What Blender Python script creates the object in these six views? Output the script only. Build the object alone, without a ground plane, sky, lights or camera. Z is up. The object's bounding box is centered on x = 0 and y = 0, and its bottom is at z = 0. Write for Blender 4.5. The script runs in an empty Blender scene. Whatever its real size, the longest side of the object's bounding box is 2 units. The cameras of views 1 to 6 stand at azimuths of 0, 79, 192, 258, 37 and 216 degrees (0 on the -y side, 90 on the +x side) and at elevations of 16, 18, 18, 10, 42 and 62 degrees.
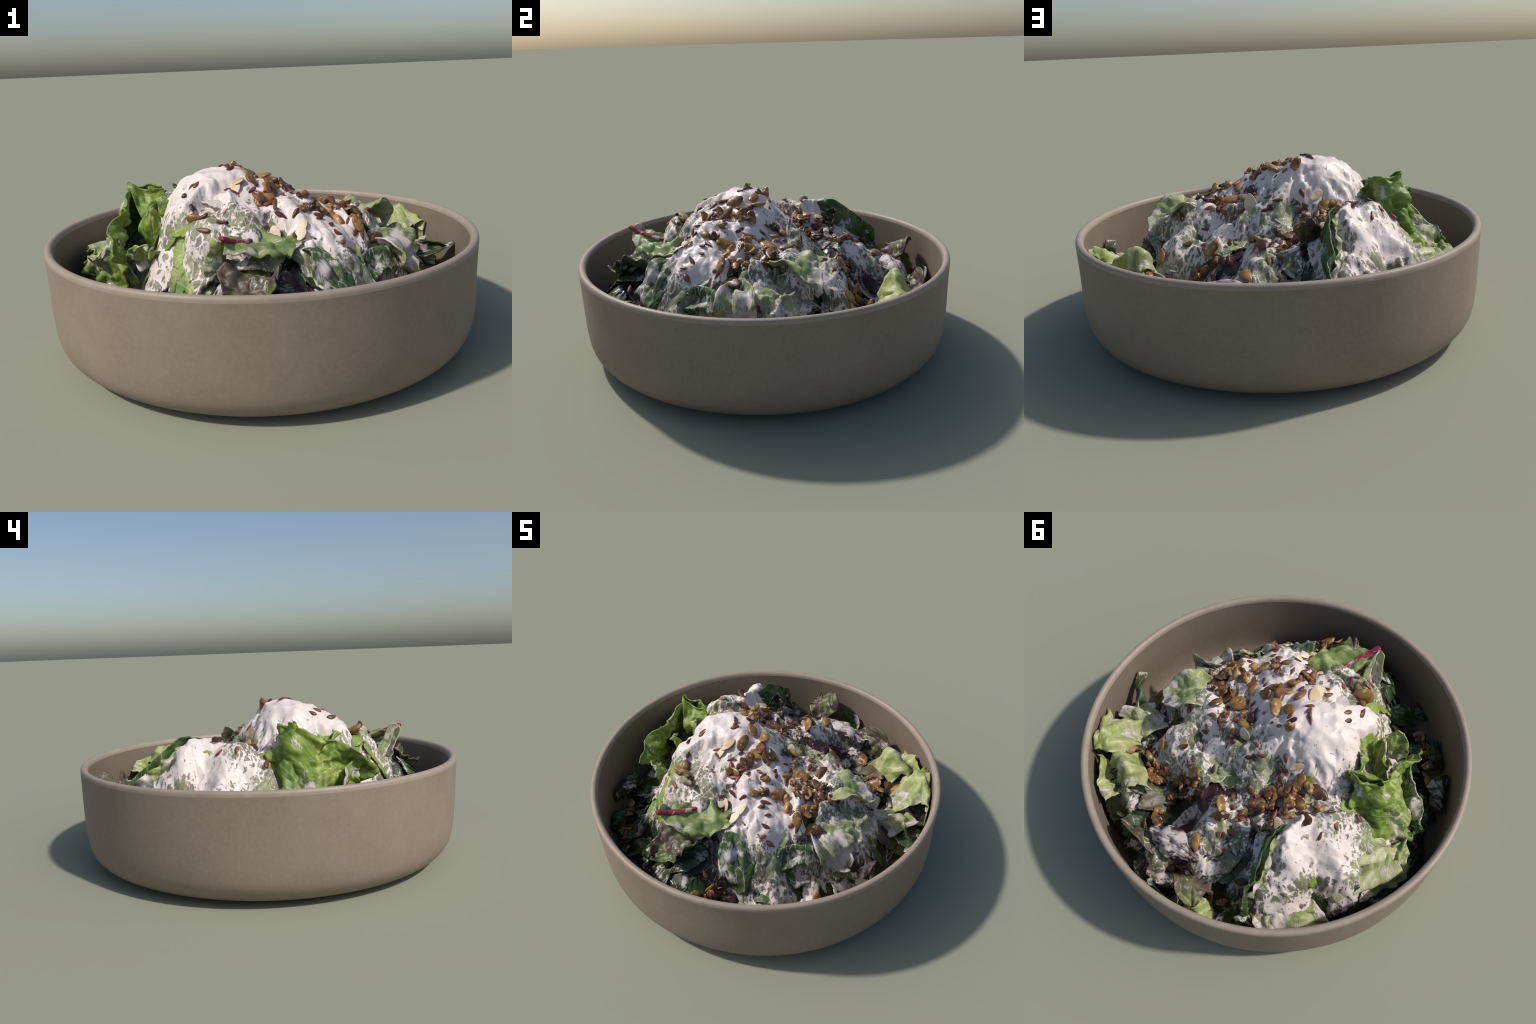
"""A wide taupe stoneware bowl heaped with a dressed leaf salad.

The salad is built from the inside out:
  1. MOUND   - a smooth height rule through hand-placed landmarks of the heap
  2. leaf_bed, lettuce leaves draped on the mound, then individually shaped leaves
  3. dressing - creamy coat poured along a few runs over the mound
  4. seeds, nuts and almond slices lying on top
"""
import bpy, bmesh, math, random
import numpy as np
from mathutils import Vector, Matrix

RNG = np.random.default_rng(7)
random.seed(7)

# ----------------------------------------------------------------------------
# noise helpers
# ----------------------------------------------------------------------------
def _hash(ix, iy, seed):
    n = (ix.astype(np.int64) * 374761393 + iy.astype(np.int64) * 668265263 + seed * 1442695041) & 0x7FFFFFFF
    n = ((n ^ (n >> 13)) * 1274126177) & 0x7FFFFFFF
    n = (n ^ (n >> 16)) & 0xFFFF
    return n / 32767.5 - 1.0


def noise(x, y, seed=0):
    x, y = np.asarray(x, float), np.asarray(y, float)
    ix, iy = np.floor(x), np.floor(y)
    fx, fy = x - ix, y - iy
    fx, fy = fx * fx * fx * (fx * (fx * 6 - 15) + 10), fy * fy * fy * (fy * (fy * 6 - 15) + 10)
    a, b = _hash(ix, iy, seed), _hash(ix + 1, iy, seed)
    c, d = _hash(ix, iy + 1, seed), _hash(ix + 1, iy + 1, seed)
    return (a * (1 - fx) + b * fx) * (1 - fy) + (c * (1 - fx) + d * fx) * fy


def fbm(x, y, seed=0, octaves=3):
    s, a, t = 0.0, 1.0, 0.0
    for k in range(octaves):
        s = s + a * noise(x * 2**k + 17.3 * k, y * 2**k - 9.1 * k, seed + k)
        t += a
        a *= 0.5
    return s / t


def cells(x, y, size, seed):
    """Rounded lumps meeting in creases, like a sheet lying over pebbles (0..1)."""
    x, y = np.asarray(x, float) / size, np.asarray(y, float) / size
    ix, iy = np.floor(x), np.floor(y)
    best = np.full(np.shape(x), -9.0)
    for i in (-1, 0, 1):
        for j in (-1, 0, 1):
            cx, cy = ix + i, iy + j
            px = cx + .5 + .42 * _hash(cx, cy, seed)
            py = cy + .5 + .42 * _hash(cx, cy, seed + 1)
            top = 1 + .45 * _hash(cx, cy, seed + 2)
            d2 = (x - px) ** 2 + (y - py) ** 2
            best = np.maximum(best, top - 1.1 * d2)
    return best


def smooth(a, b, x):
    t = np.clip((x - a) / (b - a), 0, 1)
    return t * t * (3 - 2 * t)


# ----------------------------------------------------------------------------
# 1. the mound: landmarks (x, y, z) that the heap's surface passes through
# ----------------------------------------------------------------------------
LANDMARKS = {
    "summit": [
        (-0.17, -0.06, 0.805), (-0.05, -0.05, 0.765), (-0.35, -0.01, 0.735), (-0.3, 0.06, 0.73), (-0.42, -0.06, 0.68), (-0.3, -0.18, 0.745), (-0.075, -0.2, 0.755), (0.024, -0.03, 0.712),
    ],
    "east_shoulder": [
        (0.12, 0.035, 0.635), (0.15, 0.11, 0.6), (0.23, 0.11, 0.585), (0.31, 0.11, 0.565), (0.22, -0.04, 0.62), (0.14, -0.117, 0.65), (0.28, -0.258, 0.595), (0.32, -0.027, 0.58),
        (0.1, -0.34, 0.64), (0.18, -0.25, 0.65), (0.35, -0.34, 0.53), (0.33, -0.39, 0.51), (0.35, -0.47, 0.46), (0.23, -0.46, 0.55), (0.09, -0.45, 0.56), (0.21, -0.33, 0.6),
        (0.06, -0.28, 0.63),
    ],
    "south_shoulder": [
        (-0.23, -0.443, 0.635), (0.15, -0.478, 0.58), (-0.018, -0.474, 0.585), (-0.12, -0.35, 0.67), (-0.4, -0.36, 0.6), (-0.3, -0.55, 0.47), (0, -0.14, 0.73), (-0.12, -0.43, 0.61),
        (-0.39, -0.43, 0.5), (-0.15, 0.1, 0.71), (-0.36, -0.49, 0.5),
    ],
    "east_leaves": [
        (0.49, -0.27, 0.51), (0.49, -0.093, 0.555), (0.417, -0.196, 0.555), (0.5, 0.05, 0.6), (0.585, 0.03, 0.47), (0.68, -0.008, 0.51), (0.66, 0.1, 0.46), (0.59, -0.36, 0.35),
        (0.69, -0.09, 0.45), (0.41, -0.26, 0.6), (0.56, -0.03, 0.49), (0.44, -0.04, 0.6), (0.57, -0.15, 0.44), (0.46, -0.17, 0.595),
    ],
    "east_hollow": [
        (0.46, 0.19, 0.47), (0.3, 0.2, 0.46), (0.81, 0.35, 0.3), (0.71, 0.2, 0.34), (0.64, 0.26, 0.35), (0.57, 0.21, 0.37), (0.23, 0.34, 0.43), (0.84, 0.11, 0.23),
        (0.45, 0.27, 0.4), (-0.24, 0.14, 0.66),
    ],
    "north_hollow": [
        (-0.23, 0.27, 0.61), (-0.118, 0.379, 0.53), (0.12, 0.3, 0.45), (-0.02, 0.25, 0.57), (-0.2, 0.62, 0.41), (-0.22, 0.74, 0.37), (-0.26, 0.5, 0.49), (-0.14, 0.47, 0.52),
        (0.06, 0.23, 0.53), (0, 0.77, 0.29), (-0.21, 0.19, 0.585), (0.07, 0.75, 0.33), (-0.16, 0.29, 0.5), (0.05, 0.5, 0.48), (-0.21, 0.82, 0.33), (-0.21, 0.49, 0.53),
    ],
    "north_lobe": [
        (-0.37, 0.49, 0.655), (-0.36, 0.75, 0.44), (-0.42, 0.4, 0.62), (-0.5, 0.3, 0.6), (-0.55, 0.16, 0.54), (-0.67, 0.14, 0.44), (-0.46, 0.47, 0.56), (-0.51, 0.53, 0.45),
        (-0.63, 0.28, 0.46), (-0.6, 0.44, 0.4), (-0.5, 0.65, 0.33), (-0.57, 0.73, 0.28), (-0.7, 0.48, 0.3), (-0.72, 0.3, 0.36), (-0.72, 0.38, 0.41), (-0.54, 0.23, 0.56),
        (-0.48, 0.59, 0.41), (-0.42, 0.29, 0.59),
    ],
    "north_east": [
        (-0.04, 0.5, 0.505), (0.008, 0.655, 0.425), (0.24, 0.737, 0.31), (0.37, 0.3, 0.38), (0.3, 0.34, 0.36), (0.47, 0.44, 0.26), (0.54, 0.55, 0.43), (0.64, 0.68, 0.34),
        (0.76, 0.48, 0.4), (0.62, 0.4, 0.36), (0.3, 0.82, 0.26), (0.42, 0.39, 0.34), (0.48, 0.5, 0.34), (0.46, 0.69, 0.34), (0.15, 0.55, 0.26), (0.22, 0.4, 0.37),
        (0.38, 0.48, 0.33), (0.15, 0.46, 0.45), (0.55, 0.4, 0.35), (0.34, 0.54, 0.29),
    ],
    "west_fall": [
        (-0.52, 0, 0.48), (-0.54, -0.2, 0.43), (-0.8, -0.08, 0.36), (-0.83, 0.15, 0.36), (-0.66, -0.24, 0.22), (-0.44, 0.06, 0.56), (-0.73, -0.31, 0.22), (-0.59, -0.27, 0.27),
        (-0.74, -0.11, 0.35), (-0.5, 0.08, 0.59), (-0.6, -0.68, 0.17),
    ],
    "south_foot": [
        (0.33, -0.72, 0.26), (0.215, -0.773, 0.34), (0.08, -0.86, 0.36), (0, -0.7, 0.45), (-0.13, -0.83, 0.36), (0.3, -0.56, 0.42), (0.46, -0.42, 0.38), (-0.14, -0.69, 0.53),
        (0.2, -0.57, 0.52), (-0.2, -0.66, 0.45), (0.28, -0.8, 0.3), (0.5, -0.8, 0.24), (0.47, -0.63, 0.32),
    ],
    "south_west_pit": [
        (-0.66, -0.62, 0.14), (-0.8, -0.45, 0.14), (-0.46, -0.7, 0.13), (-0.38, -0.66, 0.18), (-0.42, -0.84, 0.13), (-0.25, -0.88, 0.18), (-0.6, -0.45, 0.2),
    ],
    "east_pit": [
        (0.8, -0.25, 0.15), (0.74, 0.25, 0.4), (0.7, -0.45, 0.2), (0.74, -0.38, 0.17),
    ],
    "rim_foot": [
        (0.55, -0.75, 0.18), (0.15, -0.93, 0.26), (0.93, 0.3, 0.32), (0.7, 0.63, 0.3), (0.45, 0.82, 0.18), (0, 0.93, 0.16), (-0.45, 0.86, 0.22), (-0.7, 0.62, 0.2),
        (-0.9, 0.22, 0.32), (-0.93, -0.15, 0.12), (0.93, -0.15, 0.12),
    ],
}
_P = np.array([p for group in LANDMARKS.values() for p in group])
_R = np.sqrt(((_P[:, None, :2] - _P[None, :, :2]) ** 2).sum(-1) + 0.07**2)
_W = np.linalg.solve(_R - 0.015 * np.eye(len(_P)), _P[:, 2])


def mound(x, y):
    x, y = np.asarray(x, float), np.asarray(y, float)
    h = np.zeros(x.shape)
    for (px, py, _), w in zip(_P, _W):
        h = h + w * np.sqrt((x - px) ** 2 + (y - py) ** 2 + 0.07**2)
    # clumps of leaves with crevices between them, calmer under the thick dressing of the summit
    heap = 1 - .8 * smooth(.34, .12, np.hypot(x + .18, y + .08))
    h = h + heap * (.070 * (cells(x + .013 * np.sin(17 * y), y + .013 * np.sin(19 * x), .20, 51) - .70))
    return np.clip(h, 0.08, 0.84)


# runs of dressing: (x0, y0, x1, y1, radius)
POURS = [
    (-.30, -.02, -.08, -.09, .25), (-.28, -.18, -.35, -.29, .11), (-.05, -.15, -.08, -.36, .13), (.03, -.10, .26, -.14, .17),
    (.26, -.22, .34, -.40, .15), (.10, -.33, .20, -.42, .10), (.12, .03, .40, .08, .12), (-.04, .13, .12, .18, .07),
    (-.43, .43, -.50, .34, .11), (-.50, .30, -.62, .20, .11), (-.47, .50, -.52, .56, .10), (-.58, .38, -.64, .32, .11),
    (-.03, .57, .06, .61, .10), (.03, .70, .12, .76, .07), (.30, .32, .46, .27, .08),
    (-.50, .64, -.58, .66, .13), (-.25, -.48, -.05, -.52, .08), (.34, -.36, .46, -.54, .12), (.50, -.14, .66, -.10, .07), (.62, -.03, .55, .05, .07), (.52, -.20, .60, -.26, .06),
]


def coverage(x, y):
    """1 in the middle of a run of dressing, falling to 0 at its edge and negative outside."""
    best = np.full(np.shape(x), -1.0)
    for x0, y0, x1, y1, r in POURS:
        dx, dy = x1 - x0, y1 - y0
        t = np.clip(((x - x0) * dx + (y - y0) * dy) / (dx * dx + dy * dy), 0, 1)
        d = np.sqrt((x - x0 - t * dx) ** 2 + (y - y0 - t * dy) ** 2)
        best = np.maximum(best, 1 - d / r)
    return best


def coat(x, y):
    """Height of the top of the dressing."""
    c = coverage(x, y)
    ragged = c + (.60 * fbm(x * 6.5, y * 6.5, 41, 3) + .30 * fbm(x * 19, y * 19, 43, 3)) * (1 - .75 * smooth(.4, .85, c))
    thick = -.041 + .058 * smooth(-.08, .42, ragged) + .010 * smooth(.55, 1, c)
    calm = 1 - .75 * smooth(.45, .9, c) * smooth(.5, .0, np.hypot(x + .22, y + .06))
    lumps = calm * (.042 * (cells(x, y, .15, 5) - .55) + .022 * (cells(x, y, .07, 9) - .55)) + .010 * fbm(x * 13, y * 13, 61, 2)
    streak = .012 * fbm(x * 9, y * 9, 31, 3)
    fine = (.008 * fbm(x * 30, y * 30, 12, 3) + .006 * (.5 - np.abs(fbm(x * 22, y * 22, 15, 2)))) * calm
    dent = -.035 * np.exp(-(((x + .335) / .035) ** 2 + ((y - .005) / .035) ** 2))
    return mound(x, y) + thick + lumps + streak + fine + dent


def top_surface(x, y):
    return np.maximum(mound(x, y) - .012, coat(x, y))


def top_normal(x, y, e=.02):
    gx = (top_surface(x + e, y) - top_surface(x - e, y)) / (2 * e)
    gy = (top_surface(x, y + e) - top_surface(x, y - e)) / (2 * e)
    n = Vector((-float(gx), -float(gy), 1))
    return n.normalized()


# END OF HEIGHT RULES
# ----------------------------------------------------------------------------
# node helpers
# ----------------------------------------------------------------------------
class Nodes:
    def __init__(self, name):
        self.mat = bpy.data.materials.new(name)
        self.mat.use_nodes = True
        self.tree = self.mat.node_tree
        self.tree.nodes.clear()
        self.out = self.new("ShaderNodeOutputMaterial")
        self.bsdf = self.new("ShaderNodeBsdfPrincipled")
        self.link(self.bsdf.outputs[0], self.out.inputs[0])

    def new(self, kind, **props):
        n = self.tree.nodes.new(kind)
        for k, v in props.items():
            setattr(n, k, v)
        return n

    def link(self, a, b):
        self.tree.links.new(a, b)

    def put(self, value, socket):
        if hasattr(value, "links") or hasattr(value, "is_output"):
            self.link(value, socket)
        else:
            socket.default_value = value

    def coords(self, kind="Object", scale=(1, 1, 1), shift_by_object=False):
        c = self.new("ShaderNodeTexCoord").outputs[kind]
        m = self.new("ShaderNodeMapping")
        m.inputs["Scale"].default_value = scale
        self.link(c, m.inputs["Vector"])
        if shift_by_object:
            r = self.new("ShaderNodeObjectInfo").outputs["Random"]
            mul = self.new("ShaderNodeMath", operation="MULTIPLY")
            mul.inputs[1].default_value = 37.0
            self.link(r, mul.inputs[0])
            comb = self.new("ShaderNodeCombineXYZ")
            for i in range(3):
                self.link(mul.outputs[0], comb.inputs[i])
            self.link(comb.outputs[0], m.inputs["Location"])
        return m.outputs[0]

    def noise(self, vector, scale, detail=4, rough=.55, distortion=0.0):
        n = self.new("ShaderNodeTexNoise")
        n.inputs["Scale"].default_value = scale
        n.inputs["Detail"].default_value = detail
        n.inputs["Roughness"].default_value = rough
        n.inputs["Distortion"].default_value = distortion
        self.link(vector, n.inputs["Vector"])
        return n.outputs["Fac"]

    def web(self, vector, scale, warp=.03):
        """Distance to the strands of an irregular web (0 on a strand)."""
        t = self.new("ShaderNodeTexNoise")
        t.inputs["Scale"].default_value = scale * .55
        t.inputs["Detail"].default_value = 3
        self.link(vector, t.inputs["Vector"])
        m = self.new("ShaderNodeVectorMath", operation="MULTIPLY_ADD")
        self.link(t.outputs["Color"], m.inputs[0])
        m.inputs[1].default_value = (warp, warp, warp)
        self.link(vector, m.inputs[2])
        v = self.new("ShaderNodeTexVoronoi", feature="DISTANCE_TO_EDGE")
        v.inputs["Scale"].default_value = scale
        self.link(m.outputs[0], v.inputs["Vector"])
        return v.outputs["Distance"]

    def near(self, centre, inner, outer):
        """1 close to a place on the object, fading to 0 at the outer distance."""
        c = self.new("ShaderNodeTexCoord").outputs["Object"]
        d = self.new("ShaderNodeVectorMath", operation="DISTANCE")
        self.link(c, d.inputs[0])
        d.inputs[1].default_value = centre
        r = self.new("ShaderNodeMapRange")
        r.inputs["From Min"].default_value = inner
        r.inputs["From Max"].default_value = outer
        r.inputs["To Min"].default_value = 1.0
        r.inputs["To Max"].default_value = 0.0
        self.link(d.outputs["Value"], r.inputs["Value"])
        return r.outputs[0]

    def ramp(self, fac, *stops):
        r = self.new("ShaderNodeValToRGB")
        e = r.color_ramp.elements
        while len(e) < len(stops):
            e.new(.5)
        for el, (p, c) in zip(e, stops):
            el.position = p
            el.color = (c, c, c, 1) if isinstance(c, (int, float)) else (*c, 1)
        self.link(fac, r.inputs[0])
        return r.outputs[0]

    def mix(self, fac, a, b):
        m = self.new("ShaderNodeMix", data_type="RGBA")
        self.put(fac, m.inputs[0])
        for v, s in ((a, m.inputs[6]), (b, m.inputs[7])):
            self.put((*v, 1) if isinstance(v, tuple) else v, s)
        return m.outputs[2]

    def math(self, op, a, b=0.0):
        m = self.new("ShaderNodeMath", operation=op)
        self.put(a, m.inputs[0])
        self.put(b, m.inputs[1])
        return m.outputs[0]

    def bump(self, height, strength, distance=.01):
        b = self.new("ShaderNodeBump")
        b.inputs["Strength"].default_value = strength
        b.inputs["Distance"].default_value = distance
        self.link(height, b.inputs["Height"])
        self.link(b.outputs[0], self.bsdf.inputs["Normal"])

    def finish(self, colour, rough=.5, spec=.5, coat=0.0, sss=0.0):
        self.put((*colour, 1) if isinstance(colour, tuple) else colour, self.bsdf.inputs["Base Color"])
        self.put(rough, self.bsdf.inputs["Roughness"])
        self.bsdf.inputs["Specular IOR Level"].default_value = spec
        self.bsdf.inputs["Coat Weight"].default_value = coat
        self.bsdf.inputs["Coat Roughness"].default_value = .2
        return self.mat


CREAM = (.72, .63, .59)
CREAM_SHADE = (.60, .545, .525)


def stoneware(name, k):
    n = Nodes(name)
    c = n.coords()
    mottled = n.ramp(n.noise(c, 5, 5), (.3, (.224 * k, .174 * k, .128 * k)), (.7, (.260 * k, .204 * k, .153 * k)))  # taupe darkened partway toward the shade on the bowl's dim sides
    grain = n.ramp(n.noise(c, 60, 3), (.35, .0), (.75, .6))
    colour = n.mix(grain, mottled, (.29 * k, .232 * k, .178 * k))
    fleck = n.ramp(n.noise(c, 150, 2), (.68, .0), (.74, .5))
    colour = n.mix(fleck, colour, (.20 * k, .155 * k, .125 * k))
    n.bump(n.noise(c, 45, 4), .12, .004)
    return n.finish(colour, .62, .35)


def rim_glaze():
    n = Nodes("rim_glaze")
    c = n.coords()
    colour = n.ramp(n.noise(c, 14, 4), (.3, (.285, .228, .178)), (.7, (.335, .272, .215)))
    return n.finish(colour, .5, .4)


def leaf_material(name, deep, bright, rib, film, rough=.46, vein=.5, film_scale=18, blotch=None):
    """Leaf blade: mottled, veined, with a thin streaky film of dressing (film 0..1)."""
    n = Nodes(name)
    c = n.coords(shift_by_object=True)
    local = n.coords()
    sep = n.new("ShaderNodeSeparateXYZ")
    n.link(local, sep.inputs[0])
    across = n.math("ABSOLUTE", sep.outputs[0])
    colour = n.ramp(n.noise(c, 7, 4, .6), (.32, deep), (.68, bright))
    # side veins run outward and forward from the midrib
    run = n.math("SUBTRACT", sep.outputs[1], n.math("MULTIPLY", across, .8))
    wobble = n.math("MULTIPLY", n.noise(c, 9, 2), .05)
    wave = n.math("SINE", n.math("MULTIPLY", n.math("ADD", run, wobble), 170.0))
    side = n.ramp(wave, (.86, 0.0), (1.0, vein * .7))
    colour = n.mix(side, colour, rib)
    mid = n.ramp(n.math("DIVIDE", across, .02), (.25, 1.0), (.7, 0.0))
    colour = n.mix(n.math("MULTIPLY", mid, vein), colour, rib)
    if blotch:
        colour = n.mix(n.ramp(n.noise(c, 5, 3), (.50, 0.0), (.60, .9)), colour, blotch)
    if film > 0:
        streaked = n.coords(scale=(1.7, .6, 1.0), shift_by_object=True)
        f = n.noise(streaked, film_scale, 7, .72, 1.2)
        g = n.noise(c, 8, 2, .5)
        s = n.math("ADD", n.math("MULTIPLY", f, .50), n.math("MULTIPLY", g, .50))
        t = .615 - .20 * film
        mask = n.ramp(s, (t - .01, 0.0), (t + .04, .94))
        strands = n.ramp(n.web(streaked, 13, .09), (.008 + .03 * film, .85), (.016 + .045 * film, 0.0))
        where = n.ramp(n.noise(c, 7, 2), (.60 - .18 * film, 0.0), (.68 - .18 * film, 1.0))
        mask = n.math("MAXIMUM", mask, n.math("MULTIPLY", strands, where))
        colour = n.mix(mask, colour, n.mix(n.noise(c, 20, 2), CREAM_SHADE, CREAM))
    relief = n.math("MULTIPLY", n.noise(c, 26, 4), .4)
    if film > 0:
        relief = n.math("ADD", relief, n.math("MULTIPLY", mask, .55))
    n.bump(relief, .5, .011)
    mat = n.finish(colour, rough, .5)
    # light passing through the blade
    tr = n.new("ShaderNodeBsdfTranslucent")
    n.link(colour, tr.inputs[0])
    m = n.new("ShaderNodeMixShader")
    m.inputs[0].default_value = .12
    n.link(n.bsdf.outputs[0], m.inputs[1])
    n.link(tr.outputs[0], m.inputs[2])
    n.link(m.outputs[0], n.out.inputs[0])
    return mat


def dressing_material(name, pits):
    n = Nodes(name)
    c = n.coords()
    colour = n.ramp(n.noise(c, 6, 3), (.35, (.72, .63, .585)), (.65, (.765, .655, .61)))
    colour = n.mix(n.ramp(n.noise(c, 24, 4), (.45, 0.0), (.7, .5)), colour, CREAM_SHADE)
    # where the coat is thick it hides everything; elsewhere it breaks into a web with leaf showing through
    thick = n.near((-.20, -.06, .80), .10, .36)
    for place, a, b in (((-.33, -.24, .70), .03, .15), ((-.43, .40, .62), .04, .17), ((.28, -.33, .60), .05, .24), ((.05, -.16, .72), .05, .22), ((-.56, .30, .50), .03, .18), ((-.52, .66, .34), .0, .16)):
        thick = n.math("MAXIMUM", thick, n.near(place, a, b))
    drift = n.noise(c, 5.5, 3)
    thin = n.math("ADD", n.math("MULTIPLY", drift, 1.5), n.math("MULTIPLY", thick, -.62))
    run = n.coords(scale=(1, 1, .5))
    gap = n.web(run, 24, .06)
    gap2 = n.web(run, 55, .03)
    f = n.noise(run, 46, 6, .75, 1.0)
    lace = n.math("ADD", n.math("MULTIPLY", gap, 1.0), n.math("ADD", n.math("MULTIPLY", gap2, .6), n.math("MULTIPLY", f, .85)))
    s_ = n.math("MULTIPLY", n.math("ADD", lace, n.math("MULTIPLY", thin, .85)), .5)
    holes = n.ramp(s_, (.625 - .03 * pits, 0.0), (.70 - .03 * pits, .88))
    speck = n.ramp(n.noise(c, 95, 3, .6, .6), (.66, 0.0), (.72, .75))
    seldom = n.ramp(n.noise(c, 9, 3), (.45, 0.0), (.6, 1.0))
    colour = n.mix(n.math("MULTIPLY", speck, seldom), colour, (.22, .20, .15))
    beneath = n.ramp(n.noise(c, 8, 3), (.40, (.060, .062, .036)), (.56, (.14, .17, .06)), (.72, (.31, .36, .15)))
    colour = n.mix(holes, colour, beneath)
    relief = n.math("ADD", n.math("MULTIPLY", n.noise(c, 40, 4), .35), n.math("MULTIPLY", holes, -.6))
    n.bump(relief, .55, .011)
    return n.finish(colour, .45, .45)


def toasted(name, dark, mid, light, spot=.5, rough=.3):
    n = Nodes(name)
    c = n.coords(shift_by_object=True)
    rnd = n.new("ShaderNodeObjectInfo").outputs["Random"]
    f = n.math("ADD", n.math("MULTIPLY", n.noise(c, 16, 3, .6), .75), n.math("MULTIPLY", rnd, .25))
    colour = n.ramp(f, (.38, dark), (.52, mid), (.70, light))
    if spot:
        colour = n.mix(n.ramp(n.noise(c, 38, 1), (.66, 0.0), (.70, spot)), colour, (.72, .55, .36))
    n.bump(n.noise(c, 60, 3), .25, .006)
    return n.finish(colour, rough + .12, .45, coat=.1)


MAT = {
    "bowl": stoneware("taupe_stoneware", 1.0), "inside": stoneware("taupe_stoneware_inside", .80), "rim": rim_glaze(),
    "bright": leaf_material("bright_lettuce", (.085, .17, .015), (.29, .37, .06), (.46, .52, .18), 0.22),
    "bright_dressed": leaf_material("bright_lettuce_dressed", (.10, .18, .025), (.28, .37, .08), (.44, .51, .22), 0.5),
    "pale": leaf_material("pale_lettuce", (.22, .28, .07), (.48, .51, .20), (.62, .63, .36), 0.30),
    "pale_dressed": leaf_material("pale_lettuce_dressed", (.18, .24, .07), (.44, .47, .20), (.62, .63, .36), 0.62),
    "green": leaf_material("green_leaf", (.026, .060, .014), (.085, .155, .038), (.18, .26, .09), 0.16),
    "green_dressed": leaf_material("green_leaf_dressed", (.028, .058, .016), (.10, .165, .045), (.2, .28, .10), 0.5),
    "chard": leaf_material("chard_leaf", (.15, .22, .05), (.29, .36, .12), (.37, .40, .17), 0.25, vein=.25),
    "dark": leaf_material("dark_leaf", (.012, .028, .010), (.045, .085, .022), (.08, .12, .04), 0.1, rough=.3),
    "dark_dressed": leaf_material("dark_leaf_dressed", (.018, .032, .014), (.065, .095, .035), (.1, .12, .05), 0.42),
    "purple": leaf_material("purple_leaf", (.020, .008, .010), (.075, .030, .034), (.14, .06, .07), 0.15, rough=.28, blotch=(.04, .045, .018)),
    "purple_dressed": leaf_material("purple_leaf_dressed", (.022, .010, .013), (.085, .045, .048), (.14, .06, .07), 0.55),
    "oak": leaf_material("brown_oak_leaf", (.045, .032, .024), (.14, .10, .075), (.16, .12, .08), 0.15, blotch=(.15, .19, .05)),
    "bed": leaf_material("leaf_darkened_for_shade", (.008, .012, .006), (.035, .045, .018), (.05, .06, .03), .22),
    "cream": dressing_material("creamy_dressing", .95),
    "stalk": leaf_material("romaine_rib", (.34, .40, .13), (.58, .60, .32), (.66, .66, .42), .35, vein=.9),
    "red": leaf_material("red_chard_stem", (.20, .010, .026), (.36, .022, .055), (.42, .09, .11), .20),
    "pumpkin": toasted("toasted_pumpkin_seed", (.065, .024, .008), (.23, .115, .028), (.40, .245, .075), .6),
    "nut": toasted("toasted_nut", (.045, .015, .007), (.165, .065, .020), (.42, .22, .075), .6),
    "flax": toasted("flax_seed", (.060, .016, .010), (.155, .044, .024), (.24, .080, .042), 0, .35),
    "almond": toasted("almond_slice", (.52, .36, .20), (.70, .56, .40), (.78, .68, .54), 0, .45),
    "skin": toasted("almond_skin", (.20, .09, .02), (.42, .24, .07), (.58, .38, .14), 0, .4),
}

# ----------------------------------------------------------------------------
# scene graph
# ----------------------------------------------------------------------------
scene = bpy.context.scene


def empty(name):
    o = bpy.data.objects.new(name, None)
    scene.collection.objects.link(o)
    return o


def add(name, mesh, parent=None, mat=None):
    o = bpy.data.objects.new(name, mesh)
    scene.collection.objects.link(o)
    if mat is not None and not mesh.materials:
        mesh.materials.append(mat)
    o.parent = parent
    return o


def make_mesh(name, verts, faces, smooth_shade=True):
    me = bpy.data.meshes.new(name)
    me.from_pydata([tuple(map(float, v)) for v in verts], [], faces)
    me.update()
    if smooth_shade:
        me.polygons.foreach_set("use_smooth", [True] * len(me.polygons))
    return me


def grid_faces(nu, nv):
    return [(i * nv + j, (i + 1) * nv + j, (i + 1) * nv + j + 1, i * nv + j + 1) for i in range(nu - 1) for j in range(nv - 1)]


# ----------------------------------------------------------------------------
# the bowl: a lathe profile, outside, over the lip, and inside
# ----------------------------------------------------------------------------
def catmull(points, n):
    p = np.array(points, float)
    p = np.vstack([2 * p[0] - p[1], p, 2 * p[-1] - p[-2]])
    out = []
    for i in range(1, len(p) - 2):
        for t in np.linspace(0, 1, n, endpoint=False):
            out.append(.5 * (2 * p[i] + (p[i + 1] - p[i - 1]) * t + (2 * p[i - 1] - 5 * p[i] + 4 * p[i + 1] - p[i + 2]) * t * t
                             + (3 * p[i] - p[i - 1] - 3 * p[i + 1] + p[i + 2]) * t**3))
    out.append(p[-2])
    return np.array(out)


BOWL_H = .530
OUTER = [(.755, .0), (.825, .006), (.882, .020), (.926, .041), (.958, .071), (.979, .110), (.989, .165), (.994, .24), (.997, .36), (.999, .47), (1.0, .507)]
LIP = [(1.0, .507), (.9985, .520), (.993, .528), (.983, .531), (.973, .528), (.965, .518), (.962, .505)]
INNER = [(.962, .505), (.961, .40), (.957, .28), (.950, .19), (.935, .13), (.89, .085), (.82, .058), (.70, .047), (.35, .044), (0.002, .043)]


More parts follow.
